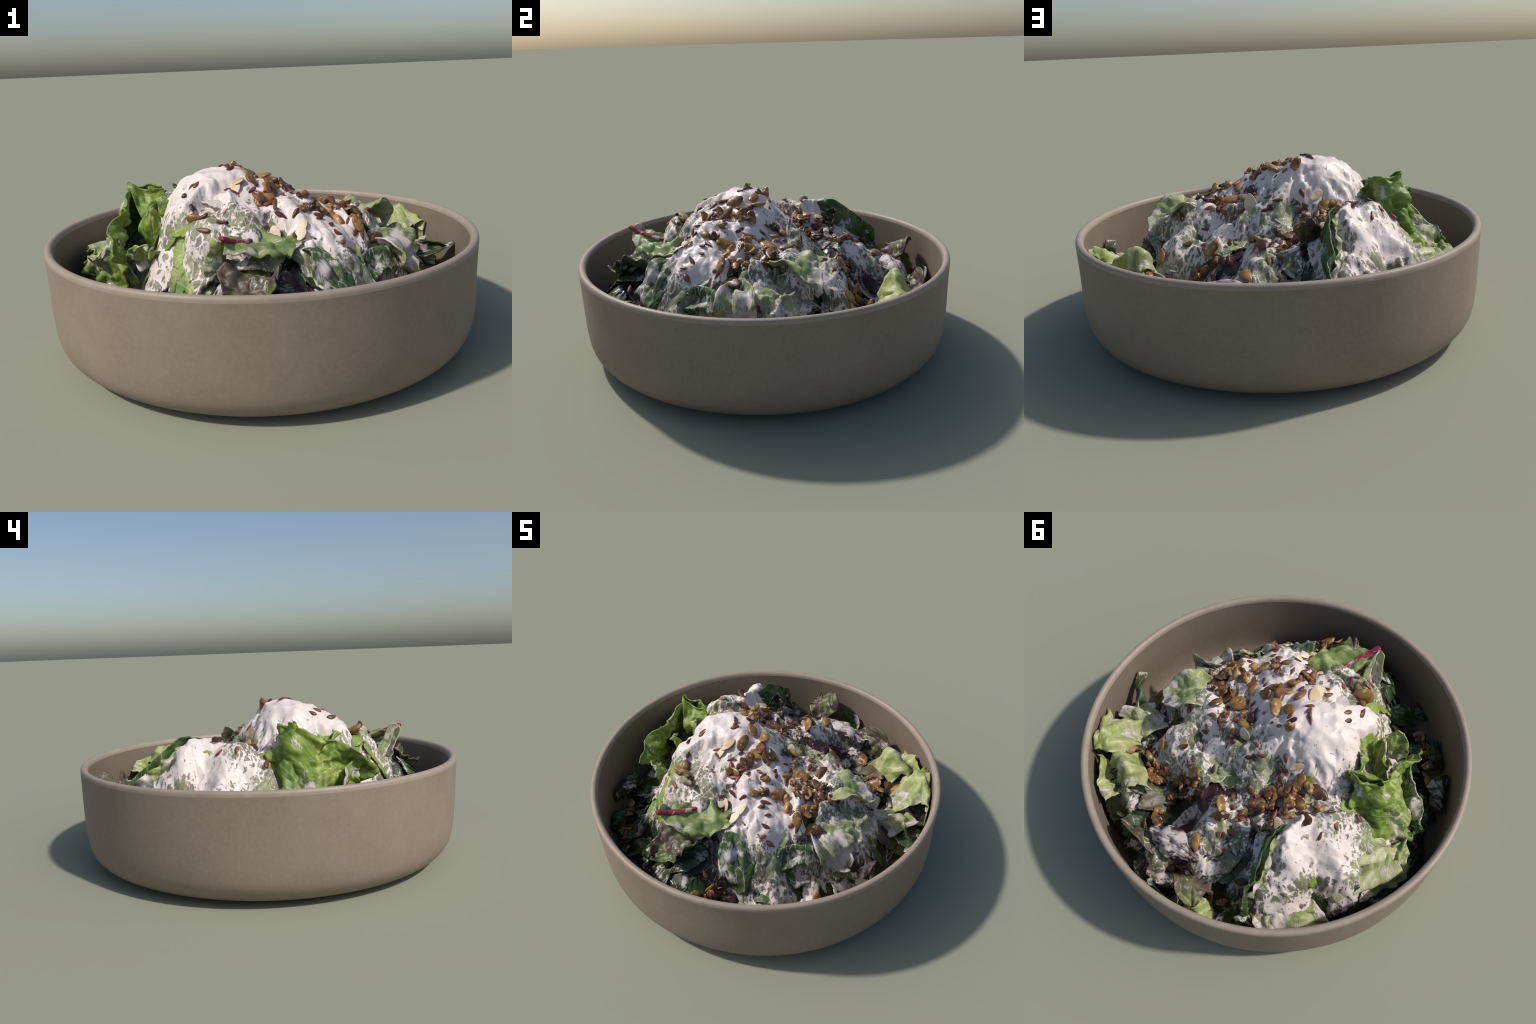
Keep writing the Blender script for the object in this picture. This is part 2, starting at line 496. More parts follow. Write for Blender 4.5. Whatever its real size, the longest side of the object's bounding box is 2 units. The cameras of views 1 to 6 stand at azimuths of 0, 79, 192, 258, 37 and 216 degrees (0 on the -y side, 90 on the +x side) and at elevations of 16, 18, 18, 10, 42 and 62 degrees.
def lathe(name, profile, segments=192, wobble=.0015):
    a = np.linspace(0, 2 * np.pi, segments, endpoint=False)
    verts, faces = [], []
    for r, z in profile:
        rr = r + wobble * (np.sin(3 * a + 1) + .6 * np.sin(7 * a + z * 9)) * min(1, r * 2)
        zz = z + .0016 * np.sin(2 * a + .5) * z / BOWL_H
        verts += list(zip(rr * np.cos(a) - .002 + .004 * float(smooth(.20, .02, z)) + .011 * math.exp(-(((z - .20) / .11) ** 2)) * np.maximum(0, np.cos(a)), rr * np.sin(a) + .001, zz))
    for i in range(len(profile) - 1):
        for k in range(segments):
            m = (k + 1) % segments
            faces.append((i * segments + k, i * segments + m, (i + 1) * segments + m, (i + 1) * segments + k))
    return make_mesh(name, verts, faces)


bowl = empty("salad_bowl")
bowl["label"] = "wide round taupe stoneware bowl with steep plain sides"
bowl["category"] = "bowl"
foot = [(.002, .003), (.4, .003), (.70, .001)]
add("wall", lathe("wall", np.vstack([foot, catmull(OUTER, 5)])), bowl, MAT["bowl"])
add("rim", lathe("rim", catmull(LIP, 5)), bowl, MAT["rim"])
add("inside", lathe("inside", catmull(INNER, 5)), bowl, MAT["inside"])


def inner_radius(z):
    zs = [p[1] for p in INNER][::-1]
    rs = [p[0] for p in INNER][::-1]
    return np.interp(z, zs, rs)


salad = empty("salad")
salad["label"] = "heap of mixed lettuce with creamy dressing, seeds and nuts"
salad["category"] = "salad"


# ----------------------------------------------------------------------------
# leaf maker: a blade lofted along a spine
# ----------------------------------------------------------------------------
def spline(points, t):
    p = np.array(points, float)
    if len(p) == 2:
        return p[0] + (p[1] - p[0]) * t[:, None]
    q = catmull(p, 24)
    d = np.r_[0, np.cumsum(np.linalg.norm(np.diff(q, axis=0), axis=1))]
    d /= d[-1]
    return np.stack([np.interp(t, d, q[:, k]) for k in range(3)], -1)


def keep_in_bowl(V, margin=.012):
    z = np.clip(V[:, 2], .06, .5)
    r = np.hypot(V[:, 0], V[:, 1])
    lim = np.where(V[:, 2] < .5, inner_radius(z) - margin, 9)
    k = np.minimum(1, lim / np.maximum(r, 1e-6))
    V[:, 0] *= k
    V[:, 1] *= k
    return V


def leaf(name, mat, spine, width, side, cup=0.0, ruffle=.03, waves=5, seed=0, blister=.010, drape=0.0, lift=0.0,
         taper=(.35, .5), lobes=.10, res=(46, 30), thick=.006, tip_curl=0.0, crumple=.010):
    """spine: points from stem to tip; width: half widths along it (interpolated); side: direction across.
    drape pulls the blade onto the mound; cup bends both sides along the face normal; ruffle waves the margin."""
    nu, nv = res
    t = np.linspace(0, 1, nu)
    S = spline(spine, t)
    T = np.gradient(S, axis=0)
    T /= np.linalg.norm(T, axis=1)[:, None]
    sides = np.array(side, float)
    if sides.ndim == 1:
        B = np.repeat(sides[None], nu, 0)
    else:
        B = np.stack([np.interp(t, np.linspace(0, 1, len(sides)), sides[:, k]) for k in range(3)], -1)
    B = B - (B * T).sum(1)[:, None] * T
    B /= np.linalg.norm(B, axis=1)[:, None]
    N = np.cross(B, T)
    w = np.interp(t, np.linspace(0, 1, len(width)), width)
    # close the blade at its ends
    a, b = taper
    end = np.minimum(1, np.sqrt(np.clip(t / max(a, 1e-3) * .9 + .12, 0, 1))) * np.minimum(1, np.sqrt(np.clip((1 - t) / max(b, 1e-3), 0, 1)) * .92 + .08)
    s = np.linspace(-1, 1, nv)
    rag = 1 + lobes * noise(t[:, None] * waves * 1.7 + 0 * s, np.sign(s)[None] * 5.0 + seed * 3.1, seed)
    off = s[None] * w[:, None] * end[:, None] * rag
    edge = np.abs(s)[None] ** 2.2
    tt = t[:, None]
    wave = 1.5 * fbm(tt * waves * 1.6 + 0 * s, np.sign(s)[None] * 3.3 + s[None] * .9 + 0 * tt, seed + 2, 2)
    tip = np.clip((tt - .75) / .25, 0, 1) ** 2
    tipwave = 1.5 * fbm(s[None] * waves * .8 + 9.0 + 0 * tt, tt * 1.5 + 0 * s, seed + 6, 2)
    h = cup * s[None] ** 2 + ruffle * edge * wave + ruffle * .8 * tip * tipwave + tip_curl * tip
    h = h + blister * fbm(tt * 9 * np.mean(np.linalg.norm(np.diff(S, axis=0), axis=1)) * nu / .3 + seed, off * 30, seed + 4, 2)
    h = h + crumple * (1 - 2.4 * np.abs(fbm(tt * nu * .13 * np.mean(np.linalg.norm(np.diff(S, axis=0), axis=1)) / .006 * .3 + seed * 2.7, off * 15 + seed, seed + 11, 2)))
    h = h - .006 * np.exp(-(s[None] / .07) ** 2)
    V = S[:, None] + B[:, None] * off[..., None] + N[:, None] * h[..., None]
    V = V.reshape(-1, 3)
    if drape:
        g = mound(V[:, 0], V[:, 1]) + lift + h.reshape(-1)
        V[:, 2] = V[:, 2] * (1 - drape) + g * drape
    V = keep_in_bowl(V)
    V[:, 2] = np.maximum(V[:, 2], .065)
    # own frame: origin at the middle of the midrib, y along the spine, x across
    o = S[nu // 2]
    y = S[-1] - S[0]
    y /= np.linalg.norm(y)
    x = B[nu // 2] - (B[nu // 2] @ y) * y
    x /= np.linalg.norm(x)
    z = np.cross(x, y)
    M = Matrix(((x[0], y[0], z[0], o[0]), (x[1], y[1], z[1], o[1]), (x[2], y[2], z[2], o[2]), (0, 0, 0, 1)))
    L = (V - o) @ np.stack([x, y, z], 1)
    me = make_mesh(name, L, grid_faces(nu, nv))
    ob = add(name, me, salad, MAT[mat])
    ob.matrix_world = M
    so = ob.modifiers.new("thickness", "SOLIDIFY")
    so.thickness = thick
    so.offset = 0
    return ob


def patch_leaf(name, mat, rows, free="t", ruffle=.02, crumple=.012, blister=.012, ragged=.03, seed=0, res=(56, 56), thick=.006):
    """A blade stretched through rows of control points, first row at the stem side, last row at the free margin."""
    R = np.array(rows, float)
    nr, nc = R.shape[:2]
    nu, nv = res

    def through(P, n):
        d = np.linspace(0, len(P) - 1, (len(P) - 1) * 16 + 1)
        q = catmull(P, 16)
        t = np.linspace(0, len(P) - 1, n)
        return np.stack([np.interp(t, d, q[:, k]) for k in range(3)], -1)

    A = np.stack([through(R[:, j], nu) for j in range(nc)], 1)
    G = np.stack([through(A[i], nv) for i in range(nu)], 0)
    u, v = np.meshgrid(np.linspace(0, 1, nu), np.linspace(-1, 1, nv), indexing="ij")
    du, dv = np.gradient(G, axis=0), np.gradient(G, axis=1)
    N = np.cross(dv, du)
    N /= np.maximum(np.linalg.norm(N, axis=2), 1e-9)[..., None]
    lu, lv = np.linalg.norm(du, axis=2).mean() * nu, np.linalg.norm(dv, axis=2).mean() * nv
    x, y = v * lv / 2, u * lu
    edge = np.zeros_like(u)
    if "t" in free:
        edge = np.maximum(edge, u**4)
    if "b" in free:
        edge = np.maximum(edge, (1 - u) ** 4)
    if "s" in free:
        edge = np.maximum(edge, np.abs(v) ** 5)
    h = blister * fbm(x * 24 + seed, y * 24, seed + 4, 2) + crumple * (1 - 2.4 * np.abs(fbm(x * 9 + seed * 2.7, y * 9 + seed, seed + 11, 2)))
    h = h + ruffle * edge * 1.6 * fbm(x * 13 + 4, y * 13 + seed, seed + 2, 2)
    G = G + N * h[..., None]
    tear = ragged * edge * (fbm(x * 14, y * 14, seed + 20, 3) - .2)
    G = G + tear[..., None] * (du / np.linalg.norm(du, axis=2)[..., None] * np.sign(u - .5)[..., None] * (("t" in free) or ("b" in free)) + dv / np.linalg.norm(dv, axis=2)[..., None] * np.sign(v)[..., None] * ("s" in free))
    V = keep_in_bowl(G.reshape(-1, 3))
    o = G[nu // 2, nv // 2]
    yy = G[-1, nv // 2] - G[0, nv // 2]
    yy /= np.linalg.norm(yy)
    xx = G[nu // 2, -1] - G[nu // 2, 0]
    xx -= (xx @ yy) * yy
    xx /= np.linalg.norm(xx)
    zz = np.cross(xx, yy)
    ob = add(name, make_mesh(name, (V - o) @ np.stack([xx, yy, zz], 1), grid_faces(nu, nv)), salad, MAT[mat])
    ob.matrix_world = Matrix(((xx[0], yy[0], zz[0], o[0]), (xx[1], yy[1], zz[1], o[1]), (xx[2], yy[2], zz[2], o[2]), (0, 0, 0, 1)))
    so = ob.modifiers.new("thickness", "SOLIDIFY")
    so.thickness = thick
    so.offset = 0
    return ob


# --- leaf bed under the heap, coloured near black for the shadow in the gaps -------------------------------
def heightfield(name, fn, keep, step, mat, kind="stuff", skirt=None):
    k = int(1.92 / step)
    g = np.linspace(-.96, .96, k)
    X, Y = np.meshgrid(g, g, indexing="ij")
    Zv = fn(X, Y)
    K = keep(X, Y, Zv)
    idx = -np.ones(X.shape, int)
    used = np.zeros(X.shape, bool)
    F = K[:-1, :-1] & K[1:, :-1] & K[1:, 1:] & K[:-1, 1:]
    used[:-1, :-1] |= F
    used[1:, :-1] |= F
    used[1:, 1:] |= F
    used[:-1, 1:] |= F
    idx[used] = np.arange(used.sum())
    V = np.stack([X[used], Y[used], Zv[used]], -1)
    ii, jj = np.nonzero(F)
    faces = np.stack([idx[ii, jj], idx[ii + 1, jj], idx[ii + 1, jj + 1], idx[ii, jj + 1]], -1)
    return V, faces


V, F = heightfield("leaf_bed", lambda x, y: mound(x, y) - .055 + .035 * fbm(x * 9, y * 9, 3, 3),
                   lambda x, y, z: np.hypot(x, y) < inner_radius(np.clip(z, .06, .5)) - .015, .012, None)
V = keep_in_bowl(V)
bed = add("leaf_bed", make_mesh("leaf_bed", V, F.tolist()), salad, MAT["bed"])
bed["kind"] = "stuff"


# --- torn leaves draped over the heap ---------------------------------------------
def zone(x, y):
    """Which sort of leaf lies where."""
    c = float(coverage(np.array(x), np.array(y)))
    wet = "_dressed" if c > -.35 else ""
    r = math.hypot(x, y)
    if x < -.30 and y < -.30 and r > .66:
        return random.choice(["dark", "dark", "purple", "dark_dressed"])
    if y > .30 and x > -.30:
        if c > -.4:
            return random.choice(["purple_dressed", "dark_dressed", "green_dressed"])
        return random.choice(["purple", "dark_dressed", "oak", "green"])
    if x > .42 and y < .40:
        return random.choice(["pale_dressed", "purple_dressed", "dark", "oak", "dark_dressed"]) if y > -.35 else random.choice(["dark", "green_dressed", "dark_dressed"])
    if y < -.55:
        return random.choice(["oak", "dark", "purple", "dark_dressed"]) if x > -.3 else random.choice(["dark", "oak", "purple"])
    if x < -.2:
        return random.choice(["bright_dressed", "pale_dressed", "bright"]) if r < .8 else random.choice(["dark", "bright", "dark_dressed"])
    return random.choice(["green" + wet, "pale_dressed", "pale_dressed", "dark_dressed"])


def scatter(n, r_max, gap, seed):
    rg = np.random.default_rng(seed)
    pts = []
    for _ in range(n * 40):
        a, r = rg.uniform(0, 2 * np.pi), r_max * math.sqrt(rg.uniform())
        p = (r * math.cos(a), r * math.sin(a))
        if all((p[0] - q[0]) ** 2 + (p[1] - q[1]) ** 2 > gap * gap for q in pts):
            pts.append(p)
        if len(pts) >= n:
            break
    return pts


for k, (x, y) in enumerate(scatter(170, .88, .085, 21)):
    rg = np.random.default_rng(100 + k)
    c = float(coverage(np.array(x), np.array(y)))
    r = math.hypot(x, y)
    a = rg.uniform(0, 2 * np.pi)
    L = rg.uniform(.12, .21)
    d = np.array([math.cos(a), math.sin(a)])
    p = [np.array([x, y]) + d * L * q for q in (-.5, 0, .5)]
    sink = .022 if c > -.1 else .03 + .05 * float(smooth(.45, .75, r)) * rg.uniform(.4, 1.5)
    z0 = [float(mound(np.array(q[0]), np.array(q[1]))) - sink for q in p]
    tilt = rg.uniform(-.03, .03)
    sp = [(q[0], q[1], z + tilt * i) for i, (q, z) in enumerate(zip(p, z0))]
    leaf("lettuce_leaf", zone(x, y), sp, [L * .35, L * .45, L * .40], (-d[1], d[0], rg.uniform(-.5, .5)),
         cup=rg.uniform(-.04, .03), ruffle=rg.uniform(.015, .035), waves=rg.uniform(4, 8), seed=k, drape=.6,
         lift=-sink, res=(38, 26), blister=.022, crumple=.026)

# --- small dark leaves packed low against the wall ---------------------------------
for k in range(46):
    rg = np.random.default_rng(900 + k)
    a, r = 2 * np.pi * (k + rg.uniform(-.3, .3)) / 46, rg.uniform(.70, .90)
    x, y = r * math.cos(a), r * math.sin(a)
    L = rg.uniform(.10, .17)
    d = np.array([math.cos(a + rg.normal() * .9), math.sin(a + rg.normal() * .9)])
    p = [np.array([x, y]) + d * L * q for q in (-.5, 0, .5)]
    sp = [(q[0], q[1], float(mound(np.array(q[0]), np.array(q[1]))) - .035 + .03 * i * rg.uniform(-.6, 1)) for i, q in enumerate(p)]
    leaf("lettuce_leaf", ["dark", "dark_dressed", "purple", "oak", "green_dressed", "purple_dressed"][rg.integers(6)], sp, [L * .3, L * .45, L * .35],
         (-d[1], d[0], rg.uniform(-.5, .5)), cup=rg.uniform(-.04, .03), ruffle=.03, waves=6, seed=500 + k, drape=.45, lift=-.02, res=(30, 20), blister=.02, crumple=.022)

# --- leaves that stand out, each with its own shape -------------------------------
HERO = [
    # small bright leaves inside the frilly lettuce
    dict(mat="bright", spine=[(-.50, -.12, .46), (-.49, -.20, .58), (-.48, -.24, .69)], width=[.06, .07, .03], side=(.8, -.3, .3), ruffle=.03, waves=3, cup=-.03, seed=5, taper=(.2, .4)),
    dict(mat="bright", spine=[(-.44, -.02, .52), (-.46, -.06, .62), (-.47, -.09, .70)], width=[.06, .08, .06], side=(.3, -1, .1), ruffle=.03, waves=3, cup=-.04, seed=6, taper=(.2, .3)),
    dict(mat="bright_dressed", spine=[(-.50, -.30, .44), (-.50, -.36, .52), (-.48, -.40, .55)], width=[.08, .09, .05], side=(1, -.2, 0), ruffle=.03, waves=3, seed=14, taper=(.2, .3)),
    # chard leaf
    dict(mat="chard", spine=[(-.15, -.70, .645), (-.03, -.59, .602), (.09, -.505, .595), (.15, -.47, .58)], width=[.03, .10, .12, .08], side=(.62, -.75, -.12), ruffle=.028, waves=4, cup=-.025, seed=31, blister=.012, crumple=.016, taper=(.1, .3)),
    dict(mat="pale_dressed", spine=[(-.16, -.715, .65), (-.17, -.66, .57), (-.18, -.62, .46)], width=[.025, .045, .06], side=(.7, .6, 0), ruffle=.015, waves=3, cup=.03, seed=32, taper=(.1, .3)),
    # tall dark leaf falling to the south rim
    dict(mat="green_dressed", spine=[(.19, -.46, .58), (.27, -.575, .52), (.325, -.63, .41), (.37, -.69, .27)], width=[.07, .11, .12, .08], side=(.72, .45, -.45), ruffle=.02, waves=3, cup=.03, seed=33, blister=.012, crumple=.018, taper=(.2, .3)),
    # pale lettuces on the east side
    dict(mat="pale_dressed", spine=[(.44, -.04, .56), (.50, .03, .61), (.575, .09, .56), (.64, .15, .48)], width=[.09, .11, .10, .035], side=(-.6, .75, -.1), ruffle=.02, waves=3, cup=-.03, seed=41, taper=(.2, .4), crumple=.018),
    dict(mat="pale_dressed", spine=[(.49, -.13, .54), (.60, -.07, .49), (.71, -.02, .38)], width=[.08, .12, .10], side=(.5, -.8, .1), ruffle=.02, waves=3, cup=-.05, seed=42, crumple=.02),
    dict(mat="pale_dressed", spine=[(.48, -.22, .51), (.60, -.25, .47), (.70, -.22, .33)], width=[.07, .11, .10], side=(.3, .9, .2), ruffle=.02, waves=3, cup=-.05, seed=43, crumple=.022),
    dict(mat="dark_dressed", spine=[(.78, .22, .27), (.85, .17, .31), (.915, .10, .36), (.955, .04, .40)], width=[.055, .05, .035, .012], side=[(.1, 1, .1), (-.2, .8, .5), (-.5, .3, .8)], ruffle=.015, waves=3, cup=-.05, seed=46, crumple=.012),
    # purple and green leaves along the north wall
    dict(mat="purple_dressed", spine=[(.27, .72, .36), (.10, .72, .42), (-.06, .72, .42)], width=[.05, .08, .05], side=(0, 1, -.5), ruffle=.02, waves=3, cup=-.03, seed=51),
    dict(mat="purple", spine=[(.30, .74, .30), (.12, .77, .31), (-.06, .77, .33)], width=[.06, .10, .07], side=(0, .5, -1), ruffle=.012, waves=2, seed=52),
    dict(mat="oak", spine=[(.42, .72, .24), (.31, .77, .36), (.17, .80, .32)], width=[.08, .09, .06], side=(.2, .4, 1), ruffle=.02, waves=2, seed=53),
    dict(mat="green", spine=[(.12, .90, .22), (.05, .935, .30), (-.04, .94, .32)], width=[.05, .06, .03], side=(.3, 0, 1), ruffle=.01, waves=2, seed=54),
    dict(mat="oak", spine=[(-.10, .78, .34), (-.12, .84, .44), (-.18, .91, .42)], width=[.08, .11, .06], side=(1, .3, .3), ruffle=.03, waves=3, seed=55),
    dict(mat="pale", spine=[(-.24, .84, .30), (-.20, .90, .34), (-.12, .93, .28)], width=[.05, .08, .06], side=(.8, -.2, .5), ruffle=.03, waves=3, seed=56),
    dict(mat="purple", spine=[(-.24, .44, .50), (-.25, .47, .58), (-.27, .50, .64)], width=[.05, .06, .03], side=(1, .5, 0), ruffle=.025, waves=3, cup=.03, seed=57),
    # oak leaf and small leaves on the south side
    dict(mat="oak", spine=[(.03, -.64, .48), (-.05, -.71, .495), (-.12, -.81, .41)], width=[.09, .13, .10], side=(.9, -.4, -.1), ruffle=.035, waves=4, cup=-.05, seed=61, blister=.022),
    dict(mat="purple", spine=[(.12, -.70, .37), (.04, -.79, .38), (-.02, -.86, .30)], width=[.06, .09, .06], side=(.9, .3, 0), ruffle=.03, waves=3, seed=62),
    dict(mat="dark", spine=[(-.30, -.66, .22), (-.40, -.72, .20), (-.46, -.75, .13)], width=[.05, .07, .05], side=(.7, -.7, .2), ruffle=.006, waves=1, cup=-.03, seed=65, blister=.004),
    dict(mat="dark", spine=[(-.44, -.78, .18), (-.47, -.82, .20), (-.46, -.86, .15)], width=[.04, .06, .04], side=(1, .2, .2), ruffle=.006, waves=1, seed=66, blister=.004),
    dict(mat="dark", spine=[(-.66, -.55, .22), (-.70, -.62, .20), (-.70, -.66, .10)], width=[.06, .09, .06], side=(.7, -.7, .2), ruffle=.03, waves=3, seed=67),
    dict(mat="dark_dressed", spine=[(-.74, -.40, .26), (-.82, -.40, .24), (-.85, -.38, .12)], width=[.08, .12, .08], side=(.3, -.9, .1), ruffle=.03, waves=4, seed=68),
    dict(mat="purple", spine=[(-.08, -.88, .22), (-.16, -.89, .26), (-.24, -.87, .20)], width=[.05, .08, .05], side=(.2, .3, 1), ruffle=.02, waves=3, seed=69),
]
for h in HERO:
    h = dict(h)
    leaf("lettuce_leaf" if h["mat"] not in ("chard",) else "chard_leaf", h.pop("mat"), h.pop("spine"), h.pop("width"), h.pop("side"), **h)


# --- broad crumpled blades, laid through control rows --------------------------------
patch_leaf("lettuce_leaf", "bright", [
    [(-.62, .14, .36), (-.71, .12, .36), (-.80, .03, .34), (-.82, -.06, .34), (-.72, -.12, .30), (-.66, -.18, .28), (-.60, -.24, .28)],
    [(-.55, .11, .50), (-.64, .09, .50), (-.70, .02, .49), (-.72, -.06, .48), (-.66, -.15, .44), (-.63, -.22, .42), (-.59, -.30, .38)],
    [(-.49, .06, .63), (-.57, .05, .65), (-.65, .03, .63), (-.62, -.10, .57), (-.61, -.18, .55), (-.61, -.26, .51), (-.59, -.33, .46)],
    [(-.455, .012, .735), (-.55, .01, .735), (-.625, .02, .768), (-.595, -.13, .675), (-.63, -.21, .655), (-.63, -.31, .60), (-.59, -.38, .53)]],
    free="ts", ruffle=.035, crumple=.022, blister=.018, ragged=.02, seed=3, res=(70, 90))
patch_leaf("lettuce_leaf", "bright", [
    [(-.44, .02, .60), (-.50, -.02, .58), (-.55, -.06, .56)],
    [(-.44, .02, .68), (-.51, -.03, .67), (-.57, -.06, .64)],
    [(-.455, .02, .735), (-.54, .0, .735), (-.62, .015, .765)]],
    free="t", ruffle=.02, crumple=.016, ragged=.01, seed=15)
patch_leaf("lettuce_leaf", "bright_dressed", [
    [(-.78, -.03, .26), (-.70, -.08, .27), (-.62, -.14, .30), (-.55, -.22, .34)],
    [(-.83, -.05, .34), (-.76, -.10, .37), (-.67, -.18, .43), (-.60, -.28, .48)],
    [(-.863, -.071, .41), (-.80, -.12, .46), (-.71, -.22, .52), (-.63, -.315, .59)]],
    free="ts", ruffle=.03, crumple=.02, seed=7)
patch_leaf("lettuce_leaf", "pale_dressed", [
    [(-.37, .76, .47), (-.40, .64, .38), (-.47, .54, .38), (-.57, .46, .35), (-.66, .40, .34), (-.76, .33, .32)],
    [(-.36, .66, .54), (-.395, .58, .48), (-.465, .49, .46), (-.56, .41, .43), (-.64, .35, .41), (-.73, .28, .37)],
    [(-.355, .57, .595), (-.395, .51, .57), (-.45, .44, .55), (-.53, .34, .52), (-.60, .27, .475), (-.70, .20, .41)],
    [(-.350, .495, .655), (-.37, .44, .645), (-.41, .37, .625), (-.49, .27, .60), (-.56, .16, .54), (-.68, .13, .44)]],
    free="s", ruffle=.03, crumple=.020, blister=.016, seed=21, res=(70, 80))
patch_leaf("lettuce_leaf", "pale_dressed", [
    [(-.40, .75, .35), (-.46, .62, .33), (-.58, .52, .31)],
    [(-.44, .79, .33), (-.52, .68, .35), (-.68, .54, .32)],
    [(-.46, .83, .30), (-.57, .74, .31), (-.74, .56, .26)]],
    free="ts", ruffle=.025, crumple=.018, seed=25)
# pale lettuces tucked against the east wall
patch_leaf("lettuce_leaf", "pale", [
    [(.58, .46, .33), (.66, .36, .34), (.70, .26, .28)],
    [(.70, .55, .45), (.75, .45, .475), (.80, .33, .40)],
    [(.765, .57, .43), (.82, .485, .475), (.88, .35, .40)],
    [(.79, .55, .28), (.85, .46, .28), (.90, .34, .24)]],
    free="ts", ruffle=.03, crumple=.020, seed=44)
patch_leaf("lettuce_leaf", "pale", [
    [(.42, .56, .33), (.50, .50, .38), (.60, .46, .36)],
    [(.47, .60, .42), (.545, .555, .52), (.66, .52, .42)],
    [(.51, .66, .36), (.58, .62, .34), (.67, .57, .36)],
    [(.56, .73, .37), (.635, .69, .44), (.74, .58, .42)]],
    free="ts", ruffle=.03, crumple=.022, seed=48)
patch_leaf("lettuce_leaf", "pale_dressed", [
    [(.60, .18, .32), (.65, .26, .33), (.68, .34, .30)],
    [(.68, .15, .37), (.75, .23, .39), (.79, .31, .34)],
    [(.78, .11, .32), (.85, .20, .34), (.89, .29, .32)]],
    free="ts", ruffle=.03, crumple=.025, seed=84)
patch_leaf("lettuce_leaf", "pale", [
    [(-.60, .36, .43), (-.66, .43, .36), (-.70, .50, .28)],
    [(-.68, .24, .43), (-.745, .30, .385), (-.79, .36, .29)],
    [(-.76, .12, .41), (-.82, .19, .40), (-.87, .25, .31)],
    [(-.82, .02, .39), (-.866, .11, .41), (-.92, .17, .34)]],
    free="ts", ruffle=.025, crumple=.02, seed=85)
# ragged leaves standing along the foot of the heap
patch_leaf("lettuce_leaf", "pale_dressed", [
    [(-.06, -.76, .36), (-.18, -.70, .32), (-.32, -.58, .26)],
    [(-.08, -.66, .47), (-.20, -.58, .45), (-.34, -.50, .41)],
    [(-.10, -.56, .55), (-.22, -.47, .57), (-.36, -.41, .53)]],
    free="bs", ruffle=.03, crumple=.025, seed=81)
patch_leaf("lettuce_leaf", "green_dressed", [
    [(.45, -.56, .26), (.54, -.46, .24), (.62, -.36, .22)],
    [(.42, -.50, .36), (.51, -.41, .37), (.59, -.32, .34)],
    [(.38, -.44, .48), (.47, -.36, .50), (.57, -.27, .47)]],
    free="bs", ruffle=.03, crumple=.025, seed=82)
# green blade standing on edge beside the dressed lobe
patch_leaf("lettuce_leaf", "green", [
    [(-.39, .79, .28), (-.37, .70, .33), (-.34, .61, .38), (-.30, .51, .44), (-.30, .42, .50)],
    [(-.37, .79, .37), (-.35, .71, .43), (-.32, .61, .50), (-.295, .51, .57), (-.31, .42, .60)],
    [(-.36, .785, .47), (-.35, .70, .545), (-.34, .60, .62), (-.34, .495, .69), (-.37, .41, .665)]],
    free="ts", ruffle=.015, crumple=.012, ragged=.01, seed=22)

# --- stems ------------------------------------------------------------------------
def stem(name, mat, points, radii, flat=.7, up=(0, 0, 1), segments=14, n=40):
    t = np.linspace(0, 1, n)
    S = spline(points, t)
    T = np.gradient(S, axis=0)
    T /= np.linalg.norm(T, axis=1)[:, None]
    B = np.cross(T, np.array(up, float))
    B /= np.linalg.norm(B, axis=1)[:, None]
    N = np.cross(B, T)
    r = np.interp(t, np.linspace(0, 1, len(radii)), radii) * (1 + .14 * noise(t * 11, t * 0, 4))
    a = np.linspace(0, 2 * np.pi, segments, endpoint=False)
    lump = 1 + .18 * fbm(t[:, None] * 8 + 0 * a, np.cos(a)[None] * 1.6 + np.sin(a)[None] * 2.3 + 0 * t[:, None], 19, 2)
    V = S[:, None] + (r[:, None] * lump)[..., None] * (np.cos(a)[None, :, None] * B[:, None] + flat * np.sin(a)[None, :, None] * N[:, None])
    V = V.reshape(-1, 3)
    faces = [(i * segments + k, i * segments + (k + 1) % segments, (i + 1) * segments + (k + 1) % segments, (i + 1) * segments + k)
             for i in range(n - 1) for k in range(segments)]
    faces += [tuple(range(segments))[::-1], tuple((n - 1) * segments + k for k in range(segments))]
    o = S[n // 2]
    ob = add(name, make_mesh(name, V - o, faces), salad, MAT[mat])
    ob.location = tuple(o)
    return ob


stem("chard_stem", "red", [(-.158, -.722, .664), (-.115, -.655, .630), (-.065, -.56, .606), (-.012, -.475, .600)], [.015, .018, .013, .006])
stem("romaine_rib", "stalk", [(-.67, .46, .34), (-.76, .33, .39), (-.862, .165, .405)], [.040, .043, .040], flat=.6)
stem("romaine_rib", "stalk", [(-.62, .32, .42), (-.74, .19, .415), (-.845, .06, .375)], [.030, .040, .036], flat=.5)
stem("leaf_stalk", "green", [(-.50, .25, .40), (-.68, .09, .38), (-.82, -.03, .37)], [.02, .018, .012])

# ----------------------------------------------------------------------------
# dressing
# ----------------------------------------------------------------------------
V, F = heightfield("dressing", coat, lambda x, y, z: (z > mound(x, y) - .05) & (coverage(x, y) > -.9) & (np.hypot(x, y) < .9), .0052, None)
